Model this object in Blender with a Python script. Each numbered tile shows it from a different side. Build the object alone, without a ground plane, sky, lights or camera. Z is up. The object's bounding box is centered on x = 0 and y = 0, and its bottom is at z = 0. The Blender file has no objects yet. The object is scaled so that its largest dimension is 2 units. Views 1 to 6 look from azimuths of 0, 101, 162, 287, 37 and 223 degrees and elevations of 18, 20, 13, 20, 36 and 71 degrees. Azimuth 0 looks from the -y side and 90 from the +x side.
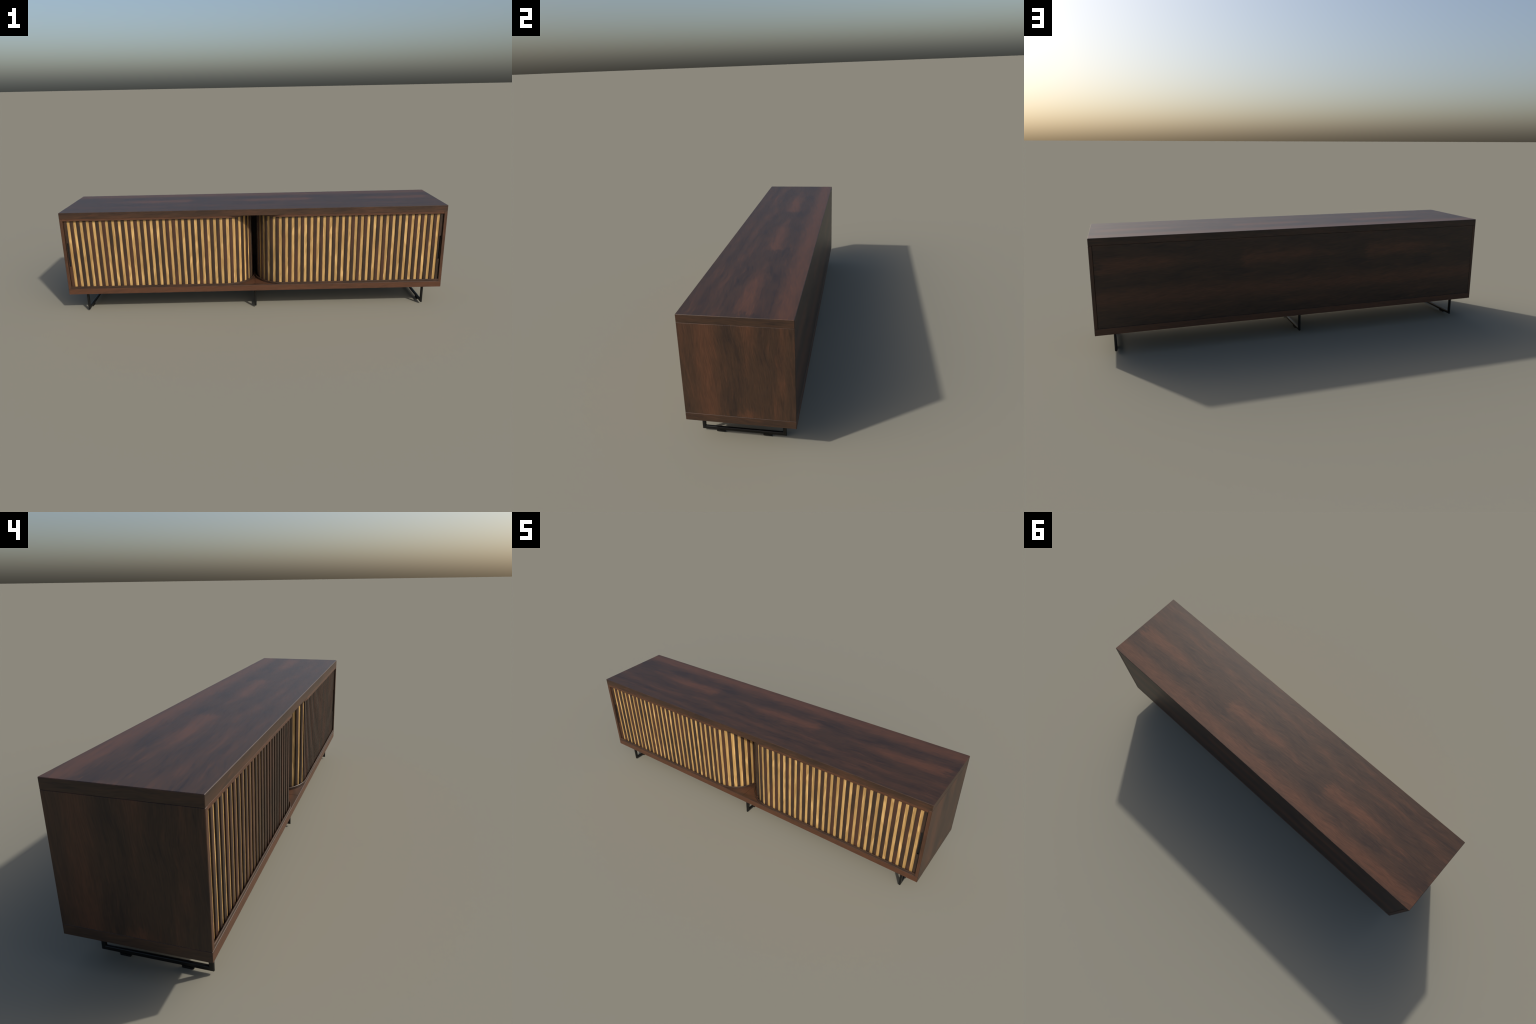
"""Low walnut sideboard: slab carcass, two tambour sliding doors of alternating
dark and light slats that curve inwards at the centre, three black sled legs."""
import bpy, bmesh, math
from mathutils import Vector, Matrix

# ------------------------------------------------------------------ dimensions
HX, HY = 1.0, 0.2126            # half width, half depth
Z_BOT, Z_FLOOR = 0.1095, 0.1415  # bottom slab
Z_CEIL, Z_TOP = 0.5245, 0.5572   # top slab
SIDE_T = 0.0160                 # side slab thickness
RAIL_H, RAIL_T = 0.0117, 0.0040  # door track
RAIL_Y = -0.2119                # front face of the door track
RAIL_ARC = (0.1597, 0.1590)     # |x| where the track starts to curve, its outer radius
DOOR_Y = -0.2001                # front of the light slats
DOOR_ARC = (0.1645, 0.1475)     # the same for the face of the light slats
DOOR_TURN = 0.1450              # radius on which the slats keep their pitch
PITCH = 0.03285                 # slat repeat
FIRST_LIGHT = 0.9592            # |x| of the outermost light slat
DARK_W, LIGHT_W = 0.0174, 0.0168
DARK_PROUD = 0.0045             # dark slats stand in front of the light ones
WOOD_PERIOD = 0.6576            # veneer figure repeats along the grain

# ------------------------------------------------------------------ node helpers
class Nodes:
    def __init__(self, tree):
        self.t = tree
    def new(self, kind, **props):
        n = self.t.nodes.new(kind)
        for k, v in props.items():
            setattr(n, k, v)
        return n
    def put(self, sock, val):
        if isinstance(val, bpy.types.NodeSocket):
            self.t.links.new(val, sock)
        else:
            sock.default_value = val
    def m(self, op, *args, clamp=False):
        n = self.new('ShaderNodeMath', operation=op, use_clamp=clamp)
        for i, a in enumerate(args):
            self.put(n.inputs[i], a)
        return n.outputs[0]
    def xyz(self, x, y, z):
        n = self.new('ShaderNodeCombineXYZ')
        for i, a in enumerate((x, y, z)):
            self.put(n.inputs[i], a)
        return n.outputs[0]
    def sep(self, v):
        n = self.new('ShaderNodeSeparateXYZ')
        self.put(n.inputs[0], v)
        return n.outputs
    def noise(self, vec, scale=1.0, detail=2.0, rough=0.5, dist=0.0, w=None):
        n = self.new('ShaderNodeTexNoise', noise_dimensions='4D' if w is not None else '3D')
        self.put(n.inputs['Vector'], vec)
        n.inputs['Scale'].default_value = scale
        n.inputs['Detail'].default_value = detail
        n.inputs['Roughness'].default_value = rough
        n.inputs['Distortion'].default_value = dist
        if w is not None:
            self.put(n.inputs['W'], w)
        return n.outputs[0]
    def ramp(self, fac, lo, hi, a=0.0, b=1.0):
        n = self.new('ShaderNodeMapRange', interpolation_type='SMOOTHSTEP')
        for i, v in enumerate((fac, lo, hi, a, b)):
            self.put(n.inputs[i], v)
        return n.outputs[0]
    def lerp(self, fac, a, b):
        n = self.new('ShaderNodeMix', data_type='FLOAT')
        self.put(n.inputs[0], fac); self.put(n.inputs[2], a); self.put(n.inputs[3], b)
        return n.outputs[0]
    def mix(self, fac, a, b, blend='MIX'):
        n = self.new('ShaderNodeMix', data_type='RGBA', blend_type=blend)
        self.put(n.inputs[0], fac)
        for s, v in ((n.inputs[6], a), (n.inputs[7], b)):
            self.put(s, v if isinstance(v, bpy.types.NodeSocket) else (*v, 1.0))
        return n.outputs[2]

WALNUT_DARK = (0.0235, 0.0138, 0.0100)
WALNUT_MID = (0.0450, 0.0240, 0.0138)
WALNUT_RED = (0.0850, 0.0355, 0.0180)

def walnut_group():
    """Veneer figure as a function of u (along grain) and v (across), in metres."""
    g = bpy.data.node_groups.new('walnut_figure', 'ShaderNodeTree')
    for nm in ('u', 'v'):
        g.interface.new_socket(nm, in_out='INPUT', socket_type='NodeSocketFloat')
    g.interface.new_socket('Color', in_out='OUTPUT', socket_type='NodeSocketColor')
    g.interface.new_socket('Grain', in_out='OUTPUT', socket_type='NodeSocketFloat')
    N = Nodes(g)
    gi, go = N.new('NodeGroupInput'), N.new('NodeGroupOutput')
    u, v0 = gi.outputs[0], gi.outputs[1]
    # the figure leans across the grain and wobbles
    sway = N.noise(N.xyz(N.m('MULTIPLY', u, 5.0), N.m('MULTIPLY', v0, 9.0), 2.2), 1.0, 1.0)
    slant = N.m('ADD', v0, N.m('ADD', N.m('MULTIPLY', u, 0.075),
                               N.m('MULTIPLY', N.m('SUBTRACT', sway, 0.5), 0.045)))
    wob = N.noise(N.xyz(N.m('MULTIPLY', u, 9.0), N.m('MULTIPLY', slant, 34.0), 0.3), 1.0, 3.0, 0.6)
    wob2 = N.noise(N.xyz(N.m('MULTIPLY', u, 30.0), N.m('MULTIPLY', slant, 110.0), 4.3), 1.0, 2.0, 0.6)
    v = N.m('ADD', v0, N.m('MULTIPLY', N.m('SUBTRACT', wob, 0.5), 0.046))
    v = N.m('ADD', v, N.m('MULTIPLY', N.m('SUBTRACT', wob2, 0.5), 0.014))
    uu = N.m('ADD', u, N.m('MULTIPLY', N.m('SUBTRACT', wob2, 0.5), 0.10))
    P = WOOD_PERIOD

    def blob(t, c, su, sv, tail=0.0):
        du = N.m('WRAP', N.m('SUBTRACT', uu, t * P), P / 2, -P / 2)
        c2 = N.m('ADD', N.m('MULTIPLY', du, tail), c)
        a = N.m('DIVIDE', du, su)
        b = N.m('DIVIDE', N.m('SUBTRACT', v, c2), sv)
        r = N.m('ADD', N.m('MULTIPLY', a, a), N.m('MULTIPLY', b, b))
        return N.m('POWER', 2.718, N.m('MULTIPLY', r, -1.0))

    def total(items):
        acc = None
        for k, item in items:
            term = N.m('MULTIPLY', blob(*item), k)
            acc = term if acc is None else N.m('ADD', acc, term)
        return acc

    # long red band
    bw = N.m('DIVIDE', N.m('SUBTRACT', v, 0.176), 0.040)
    band = N.m('POWER', 2.718, N.m('MULTIPLY', N.m('MULTIPLY', bw, bw), -1.0))
    # red flame with a blunt start, faint companion streaks
    start = N.m('WRAP', N.m('SUBTRACT', uu, 0.02 * P), P, 0.0)
    blunt = N.m('MULTIPLY', N.ramp(start, 0.0, 0.045), N.ramp(start, 0.30, 0.46, 1.0, 0.0))
    fw = N.m('DIVIDE', N.m('SUBTRACT', v, N.lerp(N.m('DIVIDE', start, 0.45), 0.028, 0.012)),
             N.lerp(N.m('DIVIDE', start, 0.45), 0.038, 0.022))
    flame = N.m('MULTIPLY', blunt, N.m('POWER', 2.718, N.m('MULTIPLY', N.m('MULTIPLY', fw, fw), -1.0)))
    red = N.m('ADD', N.m('MULTIPLY', band, 0.85), N.m('MULTIPLY', flame, 0.95))
    red = N.m('ADD', red, total([(0.45, (0.46, -0.112, 0.17, 0.014, 0.04)),
                                 (0.40, (0.88, -0.102, 0.06, 0.013)),
                                 (0.40, (0.73, 0.025, 0.05, 0.012)),
                                 (0.35, (0.62, -0.165, 0.12, 0.012)),
                                 (0.35, (0.20, -0.180, 0.10, 0.012)),
                                 (0.45, (0.55, 0.255, 0.12, 0.018)),
                                 (0.40, (0.05, -0.075, 0.08, 0.012))]))
    dark = total([(0.8, (0.556, 0.095, 0.075, 0.024)), (0.6, (0.32, 0.068, 0.08, 0.016)),
                  (0.6, (0.465, -0.056, 0.06, 0.018)), (0.6, (0.631, -0.034, 0.06, 0.016)),
                  (0.5, (0.10, -0.028, 0.07, 0.014)), (0.7, (0.03, 0.078, 0.07, 0.020)),
                  (0.6, (0.94, 0.105, 0.07, 0.022)), (0.5, (0.70, -0.085, 0.07, 0.014)),
                  (0.6, (0.25, 0.112, 0.09, 0.014)), (0.5, (0.85, 0.050, 0.10, 0.016)),
                  (0.5, (0.15, -0.140, 0.14, 0.016)), (0.5, (0.80, -0.150, 0.10, 0.016)),
                  (0.6, (0.40, 0.290, 0.20, 0.030)), (0.4, (0.85, -0.055, 0.06, 0.014))])
    # fine figure
    mott = N.noise(N.xyz(N.m('MULTIPLY', u, 9.0), N.m('MULTIPLY', slant, 85.0), 1.7), 1.0, 4.0, 0.6)
    fine = N.noise(N.xyz(N.m('MULTIPLY', u, 22.0), N.m('MULTIPLY', slant, 330.0), 9.1), 1.0, 3.0, 0.6)
    dark = N.m('MULTIPLY', dark, 0.8)
    flick = N.noise(N.xyz(N.m('MULTIPLY', u, 22.0), N.m('MULTIPLY', slant, 260.0), 5.5), 1.0, 3.0, 0.65)
    red = N.m('MULTIPLY', red, N.ramp(mott, 0.22, 0.62, 0.60, 1.10))
    red = N.m('ADD', red, N.ramp(mott, 0.54, 0.76, 0.0, 0.45))
    red = N.m('ADD', red, N.ramp(flick, 0.58, 0.74, 0.0, 0.28), clamp=True)
    dark = N.m('ADD', dark, N.ramp(mott, 0.50, 0.28, 0.0, 0.65))
    dark = N.m('ADD', dark, N.ramp(flick, 0.46, 0.30, 0.0, 0.55), clamp=True)
    dark = N.m('MULTIPLY', dark, N.m('SUBTRACT', 1.0, N.m('MULTIPLY', red, 0.75)))
    col = N.mix(dark, WALNUT_MID, WALNUT_DARK)
    col = N.mix(red, col, WALNUT_RED)
    col = N.mix(1.0, col, N.xyz(*[N.ramp(fine, 0.25, 0.75, 0.80, 1.20)] * 3), 'MULTIPLY')
    g.links.new(col, go.inputs[0])
    g.links.new(fine, go.inputs[1])
    return g

def finish(N, color, rough, bump=None, strength=0.06, spec=0.38):
    b = N.new('ShaderNodeBsdfPrincipled')
    N.put(b.inputs['Base Color'], color)
    N.put(b.inputs['Roughness'], rough)
    b.inputs['Specular IOR Level'].default_value = spec
    if bump is not None:
        bn = N.new('ShaderNodeBump')
        bn.inputs['Strength'].default_value = strength
        bn.inputs['Distance'].default_value = 0.001
        N.put(bn.inputs['Height'], bump)
        N.put(b.inputs['Normal'], bn.outputs[0])
    out = N.new('ShaderNodeOutputMaterial')
    N.t.links.new(b.outputs[0], out.inputs[0])

def material(name):
    mat = bpy.data.materials.new(name)
    mat.use_nodes = True
    mat.node_tree.nodes.clear()
    return mat, Nodes(mat.node_tree)

FIGURE = walnut_group()
WOOD_ROUGH = 0.42

def veneer(name, place, rough=WOOD_ROUGH):
    """place(N, (x, y, z), (|nx|, |ny|, |nz|) step masks) -> u, v"""
    mat, N = material(name)
    tc = N.new('ShaderNodeTexCoord')
    p = N.sep(tc.outputs['Object'])
    nrm = N.sep(tc.outputs['Normal'])
    steps = [N.m('GREATER_THAN', N.m('ABSOLUTE', nrm[i]), 0.75) for i in range(3)]
    u, v = place(N, p, steps)
    gnode = N.new('ShaderNodeGroup', node_tree=FIGURE)
    N.put(gnode.inputs[0], u); N.put(gnode.inputs[1], v)
    r = N.ramp(gnode.outputs[1], 0.2, 0.8, rough - 0.03, rough + 0.04)
    finish(N, gnode.outputs[0], r, gnode.outputs[1])
    return mat

def slab_place(front_v, end_v, shift=0.0):
    """horizontal slab: grain along x on top and front, along y on the end faces"""
    def f(N, p, s):
        u = N.m('SUBTRACT', 0.3476, p[0])
        v = N.m('ADD', p[1], shift)
        v = N.lerp(s[1], v, N.m('ADD', p[2], front_v))
        u = N.lerp(s[0], u, N.m('ADD', p[1], 0.30))
        v = N.lerp(s[0], v, N.m('ADD', p[2], end_v))
        return u, v
    return f

def side_place(sign, shift):
    def f(N, p, s):
        u = N.m('SUBTRACT', 0.20, p[2])
        v = N.m('ADD', N.m('MULTIPLY', p[1], sign), shift)
        v = N.lerp(s[1], v, N.m('ADD', N.m('MULTIPLY', p[0], 0.5 * sign), 0.145 + 0.5))
        return u, v
    return f

def back_place(N, p, s):
    return N.m('SUBTRACT', 0.3476, p[0]), N.m('SUBTRACT', 0.45, p[2])

def rail_place(shift):
    def f(N, p, s):
        u = N.m('SUBTRACT', N.m('ADD', 0.12, shift), N.m('SUBTRACT', N.m('ABSOLUTE', p[0]), p[1]))
        return u, N.m('ADD', N.m('ADD', p[2], N.m('MULTIPLY', p[1], 0.1)), shift)
    return f

def dark_slat_material():
    mat, N = material('walnut_slat')
    tc = N.new('ShaderNodeTexCoord')
    p = N.sep(tc.outputs['Object'])
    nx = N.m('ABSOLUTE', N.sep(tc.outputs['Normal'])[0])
    rnd = N.new('ShaderNodeObjectInfo').outputs['Random']
    w = N.m('MULTIPLY', rnd, 37.0)
    big = N.noise(N.xyz(N.m('MULTIPLY', p[0], 18.0), 0.0, N.m('MULTIPLY', p[2], 4.0)), 1.0, 2.0, 0.5, w=w)
    mott = N.noise(N.xyz(N.m('MULTIPLY', p[0], 90.0), 0.0, N.m('MULTIPLY', p[2], 14.0)), 1.0, 3.0, 0.6, w=w)
    fine = N.noise(N.xyz(N.m('MULTIPLY', p[0], 700.0), N.m('MULTIPLY', p[1], 300.0),
                         N.m('MULTIPLY', p[2], 40.0)), 1.0, 3.0, 0.6, w=w)
    col = N.mix(N.ramp(mott, 0.35, 0.65), (0.0290, 0.0180, 0.0124), (0.0400, 0.0232, 0.0148))
    redness = N.m('ADD', N.ramp(big, 0.46, 0.62), N.m('MULTIPLY', N.m('SUBTRACT', mott, 0.5), 0.9), clamp=True)
    col = N.mix(N.m('MULTIPLY', redness, 0.85), col, (0.0640, 0.0285, 0.0168))
    col = N.mix(1.0, col, N.xyz(*[N.ramp(fine, 0.25, 0.75, 0.80, 1.20)] * 3), 'MULTIPLY')
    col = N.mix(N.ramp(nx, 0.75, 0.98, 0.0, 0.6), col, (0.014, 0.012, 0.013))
    finish(N, col, WOOD_ROUGH, fine)
    return mat

def light_slat_material():
    mat, N = material('pale_oak_slat')
    tc = N.new('ShaderNodeTexCoord')
    p = N.sep(tc.outputs['Object'])
    rnd = N.new('ShaderNodeObjectInfo').outputs['Random']
    w = N.m('MULTIPLY', rnd, 53.0)
    lean = N.m('ADD', p[0], N.m('MULTIPLY', p[2], N.m('MULTIPLY', N.m('SUBTRACT', rnd, 0.5), 0.22)))
    flow = N.noise(N.xyz(N.m('MULTIPLY', lean, 110.0), 0.0, N.m('MULTIPLY', p[2], 9.0)), 1.0, 2.0, 0.5, 0.6, w=w)
    patch = N.noise(N.xyz(N.m('MULTIPLY', lean, 60.0), 0.0, N.m('MULTIPLY', p[2], 11.0)), 1.0, 1.0, 0.5, 0.4, w=N.m('ADD', w, 7.0))
    fine = N.noise(N.xyz(N.m('MULTIPLY', lean, 900.0), 0.0, N.m('MULTIPLY', p[2], 30.0)), 1.0, 2.0, 0.6, w=w)
    col = N.mix(N.ramp(flow, 0.30, 0.70), (0.325, 0.190, 0.064), (0.490, 0.308, 0.116))
    col = N.mix(N.ramp(patch, 0.56, 0.70, 0.0, 0.62), col, (0.690, 0.445, 0.180))
    tone = N.m('MULTIPLY', N.ramp(fine, 0.25, 0.75, 0.90, 1.08), N.m('ADD', 0.91, N.m('MULTIPLY', N.m('FRACT', N.m('MULTIPLY', rnd, 71.0)), 0.18)))
    col = N.mix(1.0, col, N.xyz(tone, tone, tone), 'MULTIPLY')
    finish(N, col, 0.48, fine, spec=0.4)
    return mat

def plain(name, col, rough, metallic=0.0, spec=0.5):
    mat, N = material(name)
    tc = N.new('ShaderNodeTexCoord')
    n = N.noise(tc.outputs['Object'], 900.0, 2.0)
    c = N.mix(n, tuple(k * 0.8 for k in col), tuple(k * 1.2 for k in col))
    finish(N, c, rough, n, 0.03, spec)
    return mat

MAT_TOP = veneer('walnut_top', slab_place(-0.70, -0.62))
MAT_BOTTOM = veneer('walnut_bottom', slab_place(0.055, -0.16, 0.33))
MAT_RIGHT = veneer('walnut_side_east', side_place(-1.0, 0.062))
MAT_LEFT = veneer('walnut_side_west', side_place(1.0, 0.050))
MAT_BACK = veneer('walnut_back', back_place)
MAT_RAIL_LOW = veneer('walnut_track_floor', rail_place(-0.06))
MAT_RAIL_HIGH = veneer('walnut_track_ceiling', rail_place(-0.335))
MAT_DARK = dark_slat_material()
MAT_LIGHT = light_slat_material()
MAT_CANVAS = plain('black_canvas', (0.010, 0.009, 0.009), 0.9)
MAT_METAL = plain('black_powder_coat', (0.0048, 0.0048, 0.0049), 0.38, spec=0.35)
MAT_PAD = plain('black_rubber', (0.006, 0.0055, 0.005), 0.6, spec=0.3)
MAT_RECESS = plain('black_handle_lining', (0.012, 0.012, 0.0125), 0.45)

# ------------------------------------------------------------------ mesh helpers
ROOT = bpy.data.objects.new('sideboard', None)
ROOT.empty_display_size = 0.2
bpy.context.scene.collection.objects.link(ROOT)
ROOT['label'] = 'long low walnut sideboard with curved slatted sliding doors'
ROOT['category'] = 'media console'

def add(name, mesh, mat, parent):
    ob = bpy.data.objects.new(name, mesh)
    bpy.context.scene.collection.objects.link(ob)
    if mat is not None and not mesh.materials:
        mesh.materials.append(mat)
    ob.parent = parent
    return ob

def box_bm(x0, x1, y0, y1, z0, z1, bevel=0.0, seg=1):
    bm = bmesh.new()
    bmesh.ops.create_cube(bm, size=1.0)
    bmesh.ops.scale(bm, vec=(x1 - x0, y1 - y0, z1 - z0), verts=bm.verts)
    bmesh.ops.translate(bm, vec=((x0 + x1) / 2, (y0 + y1) / 2, (z0 + z1) / 2), verts=bm.verts)
    if bevel:
        lo, hi = bevel if isinstance(bevel, tuple) else (bevel, bevel)
        low = [e for e in bm.edges if max(v.co.z for v in e.verts) < z0 + 1e-5]
        rest = [e for e in bm.edges if e not in low]
        if lo == hi:
            bmesh.ops.bevel(bm, geom=bm.edges[:], offset=hi, segments=seg, profile=0.5, affect='EDGES')
        else:
            bmesh.ops.bevel(bm, geom=rest, offset=hi, segments=seg, profile=0.5, affect='EDGES')
            low = [e for e in bm.edges if max(v.co.z for v in e.verts) < z0 + 1e-5 and len(e.link_faces) == 2]
            bmesh.ops.bevel(bm, geom=low, offset=lo, segments=seg, profile=0.5, affect='EDGES')
    return bm

def to_mesh(bm, name, smooth_angle=None):
    bmesh.ops.recalc_face_normals(bm, faces=bm.faces[:])
    me = bpy.data.meshes.new(name)
    if smooth_angle is not None:
        for f in bm.faces:
            f.smooth = True
        for e in bm.edges:
            if len(e.link_faces) == 2 and e.calc_face_angle(0) > smooth_angle:
                e.smooth = False
    bm.to_mesh(me)
    bm.free()
    return me

def box(name, dims, mat, parent, bevel=0.0011):
    return add(name, to_mesh(box_bm(*dims, bevel=bevel), name), mat, parent)

def cut(mesh, cutter_mesh):
    """boolean difference, returned as a new mesh"""
    a = bpy.data.objects.new('tmp_a', mesh); b = bpy.data.objects.new('tmp_b', cutter_mesh)
    for o in (a, b):
        bpy.context.scene.collection.objects.link(o)
    md = a.modifiers.new('cut', 'BOOLEAN')
    md.object, md.operation, md.solver = b, 'DIFFERENCE', 'EXACT'
    dg = bpy.context.evaluated_depsgraph_get()
    me = bpy.data.meshes.new_from_object(a.evaluated_get(dg))
    for o in (a, b):
        bpy.data.objects.remove(o)
    return me

# ------------------------------------------------------------------ carcass
box('top_panel', (-HX, HX, -HY, HY, Z_CEIL, Z_TOP), MAT_TOP, ROOT, (0.0004, 0.0015))
floor = to_mesh(box_bm(-HX, HX, -HY, HY, Z_BOT, Z_FLOOR, (0.0003, 0.0014)), 'bottom_panel')
joint = to_mesh(box_bm(-0.0006, 0.0006, -HY + 0.003, HY - 0.02, Z_FLOOR - 0.0015, Z_FLOOR + 0.01), 'joint')
floor = cut(floor, joint)
floor.name = 'bottom_panel'
add('bottom_panel', floor, MAT_BOTTOM, ROOT)
for sx, mat in ((1, MAT_RIGHT), (-1, MAT_LEFT)):
    xs = sorted((sx * HX, sx * (HX - SIDE_T)))
    box('side_panel', (xs[0], xs[1], -HY, HY, Z_FLOOR + 0.0001, Z_CEIL - 0.0001), mat, ROOT, (0.0004, 0.0015))
box('back_panel', (-HX + SIDE_T + 0.0006, HX - SIDE_T - 0.0006, HY - 0.0125, HY - 0.0004,
                   Z_FLOOR + 0.0004, Z_CEIL - 0.0004), MAT_BACK, ROOT, 0.0010)

# ------------------------------------------------------------------ door paths
def path_point(side, s, y, arc_x, r, turn=None, run=0.98):
    """Point and tangent at arc length s along a door line: straight along y from
    |x| = run towards the centre, a quarter turn of radius r, then straight back.
    `turn` is the radius on which arc length is counted through the bend."""
    turn = turn or r
    L1 = run - arc_x
    L2 = turn * math.pi / 2
    if s < L1:
        q, t = (run - s, y), (-1.0, 0.0)
    elif s < L1 + L2:
        a = (s - L1) / turn
        q = (arc_x - r * math.sin(a), y + r - r * math.cos(a))
        t = (-math.cos(a), math.sin(a))
    else:
        q, t = (arc_x - r, y + r + (s - L1 - L2)), (0.0, 1.0)
    return Vector((side * q[0], q[1])), Vector((side * t[0], t[1]))

def strip(name, side, y, arc, off0, off1, z0, z1, run, tail, bevel=0.0):
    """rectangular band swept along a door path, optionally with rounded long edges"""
    b = bevel
    if b:
        prof = [(off0, z0 + b), (off0, z1 - b), (off0 + b, z1), (off1 - b, z1), (off1, z1 - b),
                (off1, z0 + b), (off1 - b, z0), (off0 + b, z0)]
    else:
        prof = [(off0, z0), (off0, z1), (off1, z1), (off1, z0)]
    bm = bmesh.new()
    rings = []
    n = 64
    for i in range(n):
        ring = []
        for off, z in prof:
            L1, L2 = run - arc[0], (arc[1] - off) * math.pi / 2
            m = n - 3
            s = 0.0 if i == 0 else (L1 + L2 + tail if i == n - 1 else L1 + L2 * (i - 1) / m)
            q, _ = path_point(side, s, y + off, arc[0], arc[1] - off, run=run)
            ring.append(bm.verts.new((q.x, q.y, z)))
        rings.append(ring)
    for a, c in zip(rings, rings[1:]):
        for i in range(len(prof)):
            j = (i + 1) % len(prof)
            bm.faces.new((a[i], a[j], c[j], c[i]))
    bm.faces.new(rings[0])
    bm.faces.new(rings[-1][::-1])
    return to_mesh(bm, name, math.radians(35))

# ------------------------------------------------------------------ slats
SLAT_Z0, SLAT_Z1 = Z_FLOOR + 0.0012, Z_CEIL - 0.0012
ZM, ZH = (SLAT_Z0 + SLAT_Z1) / 2, (SLAT_Z1 - SLAT_Z0) / 2

def slat_bm(width, depth, bevel):
    """local frame: x across, -y outwards with the base plane at y = 0, z up"""
    bm = bmesh.new()
    h, k = width / 2, bevel
    n = 4
    prof = [(-h, 0.004)]
    for cx, a0 in ((-h + k, math.pi), (h - k, 1.5 * math.pi)):
        for i in range(n + 1):
            a = a0 + (math.pi / 2) * i / n
            prof.append((cx + k * math.cos(a), -depth + k + k * math.sin(a)))
    prof.append((h, 0.004))
    lo = [bm.verts.new((x, y, -ZH)) for x, y in prof]
    hi = [bm.verts.new((x, y, ZH)) for x, y in prof]
    for i in range(len(prof)):
        j = (i + 1) % len(prof)
        bm.faces.new((lo[i], lo[j], hi[j], hi[i]))
    bm.faces.new(lo); bm.faces.new(hi)
    return bm

DARK_MESH = to_mesh(slat_bm(DARK_W, DARK_PROUD, 0.0026), 'dark_slat', math.radians(50))
LIGHT_MESH = to_mesh(slat_bm(LIGHT_W, 0.0, 0.0006), 'light_slat', math.radians(50))

HANDLE_Z, HANDLE_LEN, HANDLE_W = 0.3295, 0.128, 0.0080
def pill_bm(width, length, y0, y1, ring=10):
    bm = bmesh.new()
    r = width / 2
    pts = []
    for c, a0 in ((length / 2 - r, 0.0), (-length / 2 + r, math.pi)):
        for i in range(ring + 1):
            a = a0 + math.pi * i / ring
            pts.append((r * math.cos(a), c + r * math.sin(a)))
    lo = [bm.verts.new((x, y0, z)) for x, z in pts]
    hi = [bm.verts.new((x, y1, z)) for x, z in pts]
    for i in range(len(pts)):
        j = (i + 1) % len(pts)
        bm.faces.new((lo[i], lo[j], hi[j], hi[i]))
    bm.faces.new(lo); bm.faces.new(hi)
    return bm

def handle_slat_mesh():
    body = to_mesh(slat_bm(DARK_W - 0.001, DARK_PROUD, 0.0016), 'pull_slat', math.radians(50))
    pill = pill_bm(HANDLE_W, HANDLE_LEN, -0.02, 0.0028)
    bmesh.ops.translate(pill, vec=(0, 0, HANDLE_Z - ZM), verts=pill.verts)
    me = cut(body, to_mesh(pill, 'pill'))
    me.name = 'pull_slat'
    return me

PULL_MESH = handle_slat_mesh()
def cup_mesh():
    """thin lining of the finger pull: a shallow pill tray with a fine rim"""
    bm = pill_bm(HANDLE_W - 0.0002, HANDLE_LEN - 0.0002, -DARK_PROUD - 0.0004, 0.0026)
    front = min(bm.faces, key=lambda f: f.calc_center_median().y)
    res = bmesh.ops.inset_region(bm, faces=[front], thickness=0.0007)
    bmesh.ops.translate(bm, vec=(0, 0.0062, 0), verts=front.verts)
    return to_mesh(bm, 'finger_pull', math.radians(40))
CUP_MESH = cup_mesh()

RUN = 0.98
for side in (1, -1):
    door = add('sliding_door', strip('door_canvas', side, DOOR_Y, DOOR_ARC, 0.0036, 0.0056,
                                     SLAT_Z0, SLAT_Z1, RUN, 0.17), MAT_CANVAS, ROOT)
    first = RUN - FIRST_LIGHT
    total = (RUN - DOOR_ARC[0]) + DOOR_TURN * math.pi / 2 + 0.16
    k = 0
    while True:
        done = True
        for mesh, nm, s in ((DARK_MESH, 'dark_slat', first + (k - 0.5) * PITCH),
                            (LIGHT_MESH, 'light_slat', first + k * PITCH)):
            if s > total:
                continue
            done = False
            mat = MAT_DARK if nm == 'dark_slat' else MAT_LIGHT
            if k == 0 and nm == 'dark_slat':
                mesh, nm = PULL_MESH, 'pull_slat'
                s += 0.0004
            q, t = path_point(side, max(s, 0.0), DOOR_Y, *DOOR_ARC, DOOR_TURN, RUN)
            if s < 0:
                q.x = side * (RUN - s)
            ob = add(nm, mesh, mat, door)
            across = Vector((t.x, t.y, 0.0)) * (-side)
            back = Vector((-across.y, across.x, 0.0))
            rot = Matrix((across, back, Vector((0, 0, 1)))).transposed()
            ob.matrix_local = Matrix.Translation((q.x, q.y, ZM)) @ rot.to_4x4()
            if nm == 'pull_slat':
                cup = add('finger_pull', CUP_MESH, MAT_RECESS, door)
                cup.matrix_local = Matrix.Translation((q.x, q.y, HANDLE_Z))
        k += 1
        if done:
            break
    end = HX - SIDE_T - 0.0002
    add('door_track', strip('floor_track', side, RAIL_Y, RAIL_ARC, 0.0, RAIL_T, Z_FLOOR + 0.0001, Z_FLOOR + RAIL_H,
                            end, 0.12, 0.0009), MAT_RAIL_LOW, ROOT)
    add('door_track', strip('ceiling_track', side, RAIL_Y, RAIL_ARC, 0.0, RAIL_T, Z_CEIL - RAIL_H, Z_CEIL - 0.0001,
                            end, 0.12, 0.0009), MAT_RAIL_HIGH, ROOT)

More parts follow.
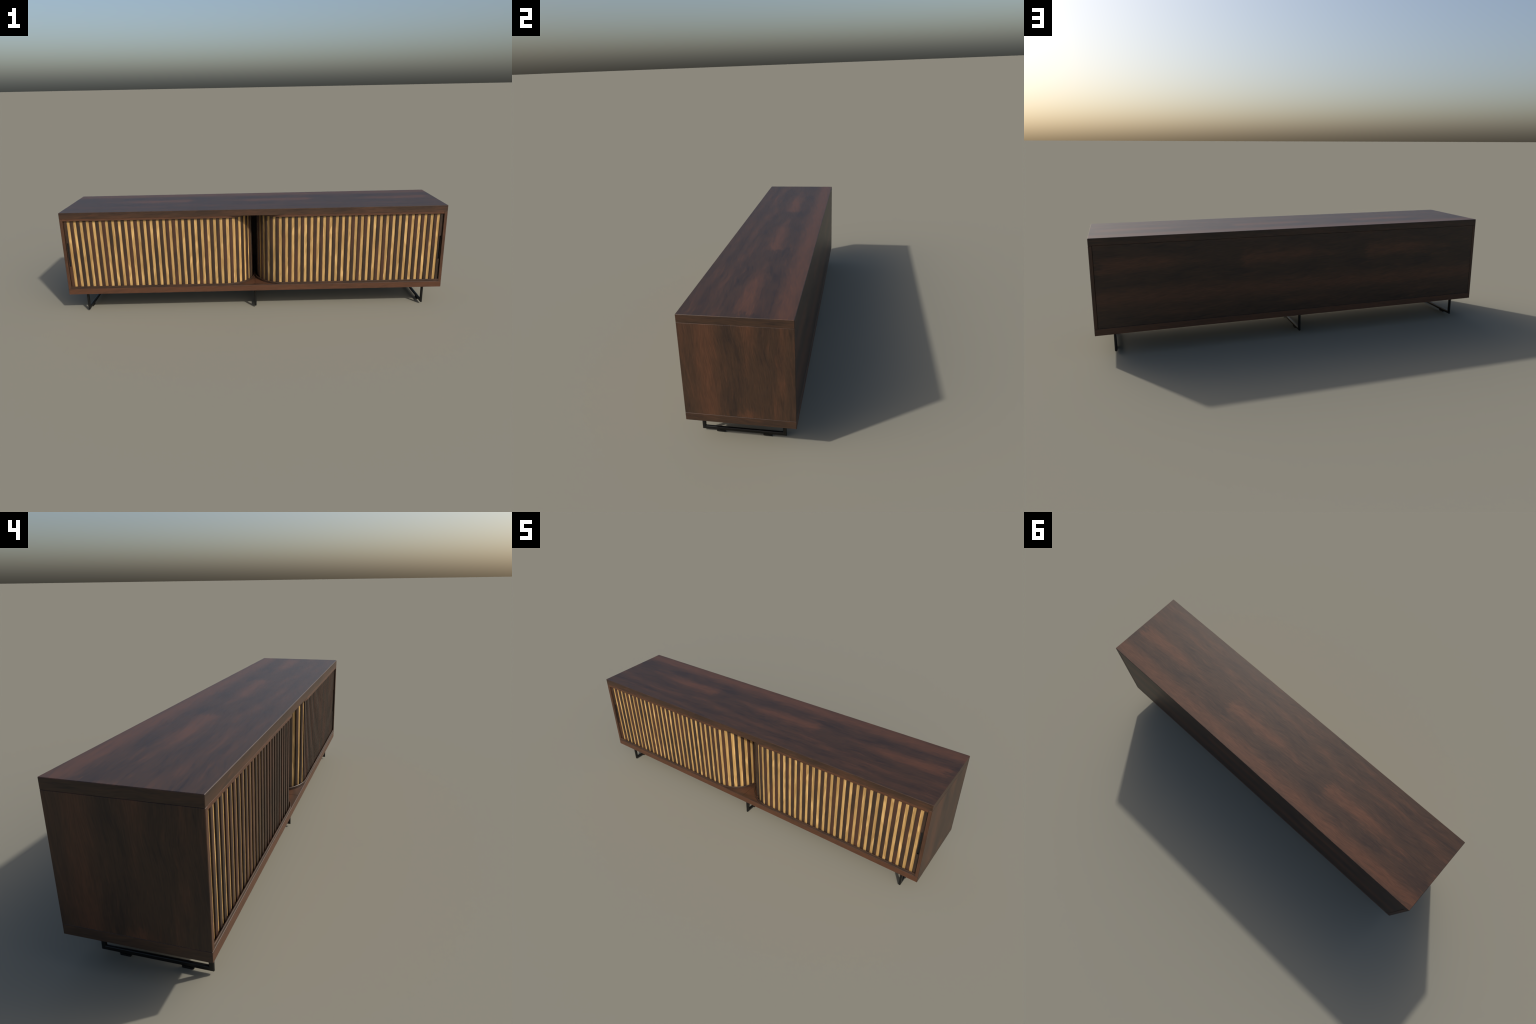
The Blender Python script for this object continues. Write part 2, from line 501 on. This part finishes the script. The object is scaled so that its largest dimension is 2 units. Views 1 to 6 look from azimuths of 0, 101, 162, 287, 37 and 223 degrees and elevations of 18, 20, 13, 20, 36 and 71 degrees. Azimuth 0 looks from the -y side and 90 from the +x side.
# ------------------------------------------------------------------ legs
BAR, BAR_W = 0.0150, 0.0120       # in the plane of the U, across it
LEG_Y0, LEG_Y1 = -0.1793, 0.1618
BAR_Z0 = 0.0058

def leg_mesh():
    """U of rounded square bar, mitred at the two floor corners"""
    h, w, r = BAR / 2, BAR_W / 2, 0.0045
    n = 4
    prof = []
    for cx, cy, a0 in ((w - r, h - r, 0), (-w + r, h - r, 90), (-w + r, -h + r, 180), (w - r, -h + r, 270)):
        for i in range(n + 1):
            a = math.radians(a0 + 90 * i / n)
            prof.append((cx + r * math.cos(a), cy + r * math.sin(a)))
    ya, yb, zc = LEG_Y0 + h, LEG_Y1 - h, BAR_Z0 + h
    bm = bmesh.new()
    rings = []
    # (b is the in-plane offset, positive towards the outside of the U)
    rings.append([bm.verts.new((a, ya - b, Z_BOT + 0.002)) for a, b in prof])
    rings.append([bm.verts.new((a, ya - b, zc - b)) for a, b in prof])
    rings.append([bm.verts.new((a, yb + b, zc - b)) for a, b in prof])
    rings.append([bm.verts.new((a, yb + b, Z_BOT + 0.002)) for a, b in prof])
    for p, q in zip(rings, rings[1:]):
        for i in range(len(prof)):
            j = (i + 1) % len(prof)
            bm.faces.new((p[i], p[j], q[j], q[i]))
    bm.faces.new(rings[0]); bm.faces.new(rings[-1])
    return to_mesh(bm, 'leg', math.radians(40))

def pad_mesh():
    bm = box_bm(-0.0064, 0.0064, -0.0175, 0.0175, 0.0, BAR_Z0 + 0.0012, 0.0)
    vert = [e for e in bm.edges if abs(e.verts[0].co.z - e.verts[1].co.z) > 0.004]
    bmesh.ops.bevel(bm, geom=vert, offset=0.003, segments=3, profile=0.5, affect='EDGES')
    rim = [e for e in bm.edges if max(v.co.z for v in e.verts) < 1e-5]
    bmesh.ops.bevel(bm, geom=rim, offset=0.0006, segments=2, profile=0.5, affect='EDGES')
    return to_mesh(bm, 'foot_pad', math.radians(40))

LEG, PAD = leg_mesh(), pad_mesh()
for x in (-0.914, 0.0, 0.914):
    leg = add('leg', LEG, MAT_METAL, ROOT)
    leg.location = (x, 0, 0)
    for y in (-0.1035, 0.0860):
        pad = add('foot_pad', PAD, MAT_PAD, leg)
        pad.location = (0, y, 0)
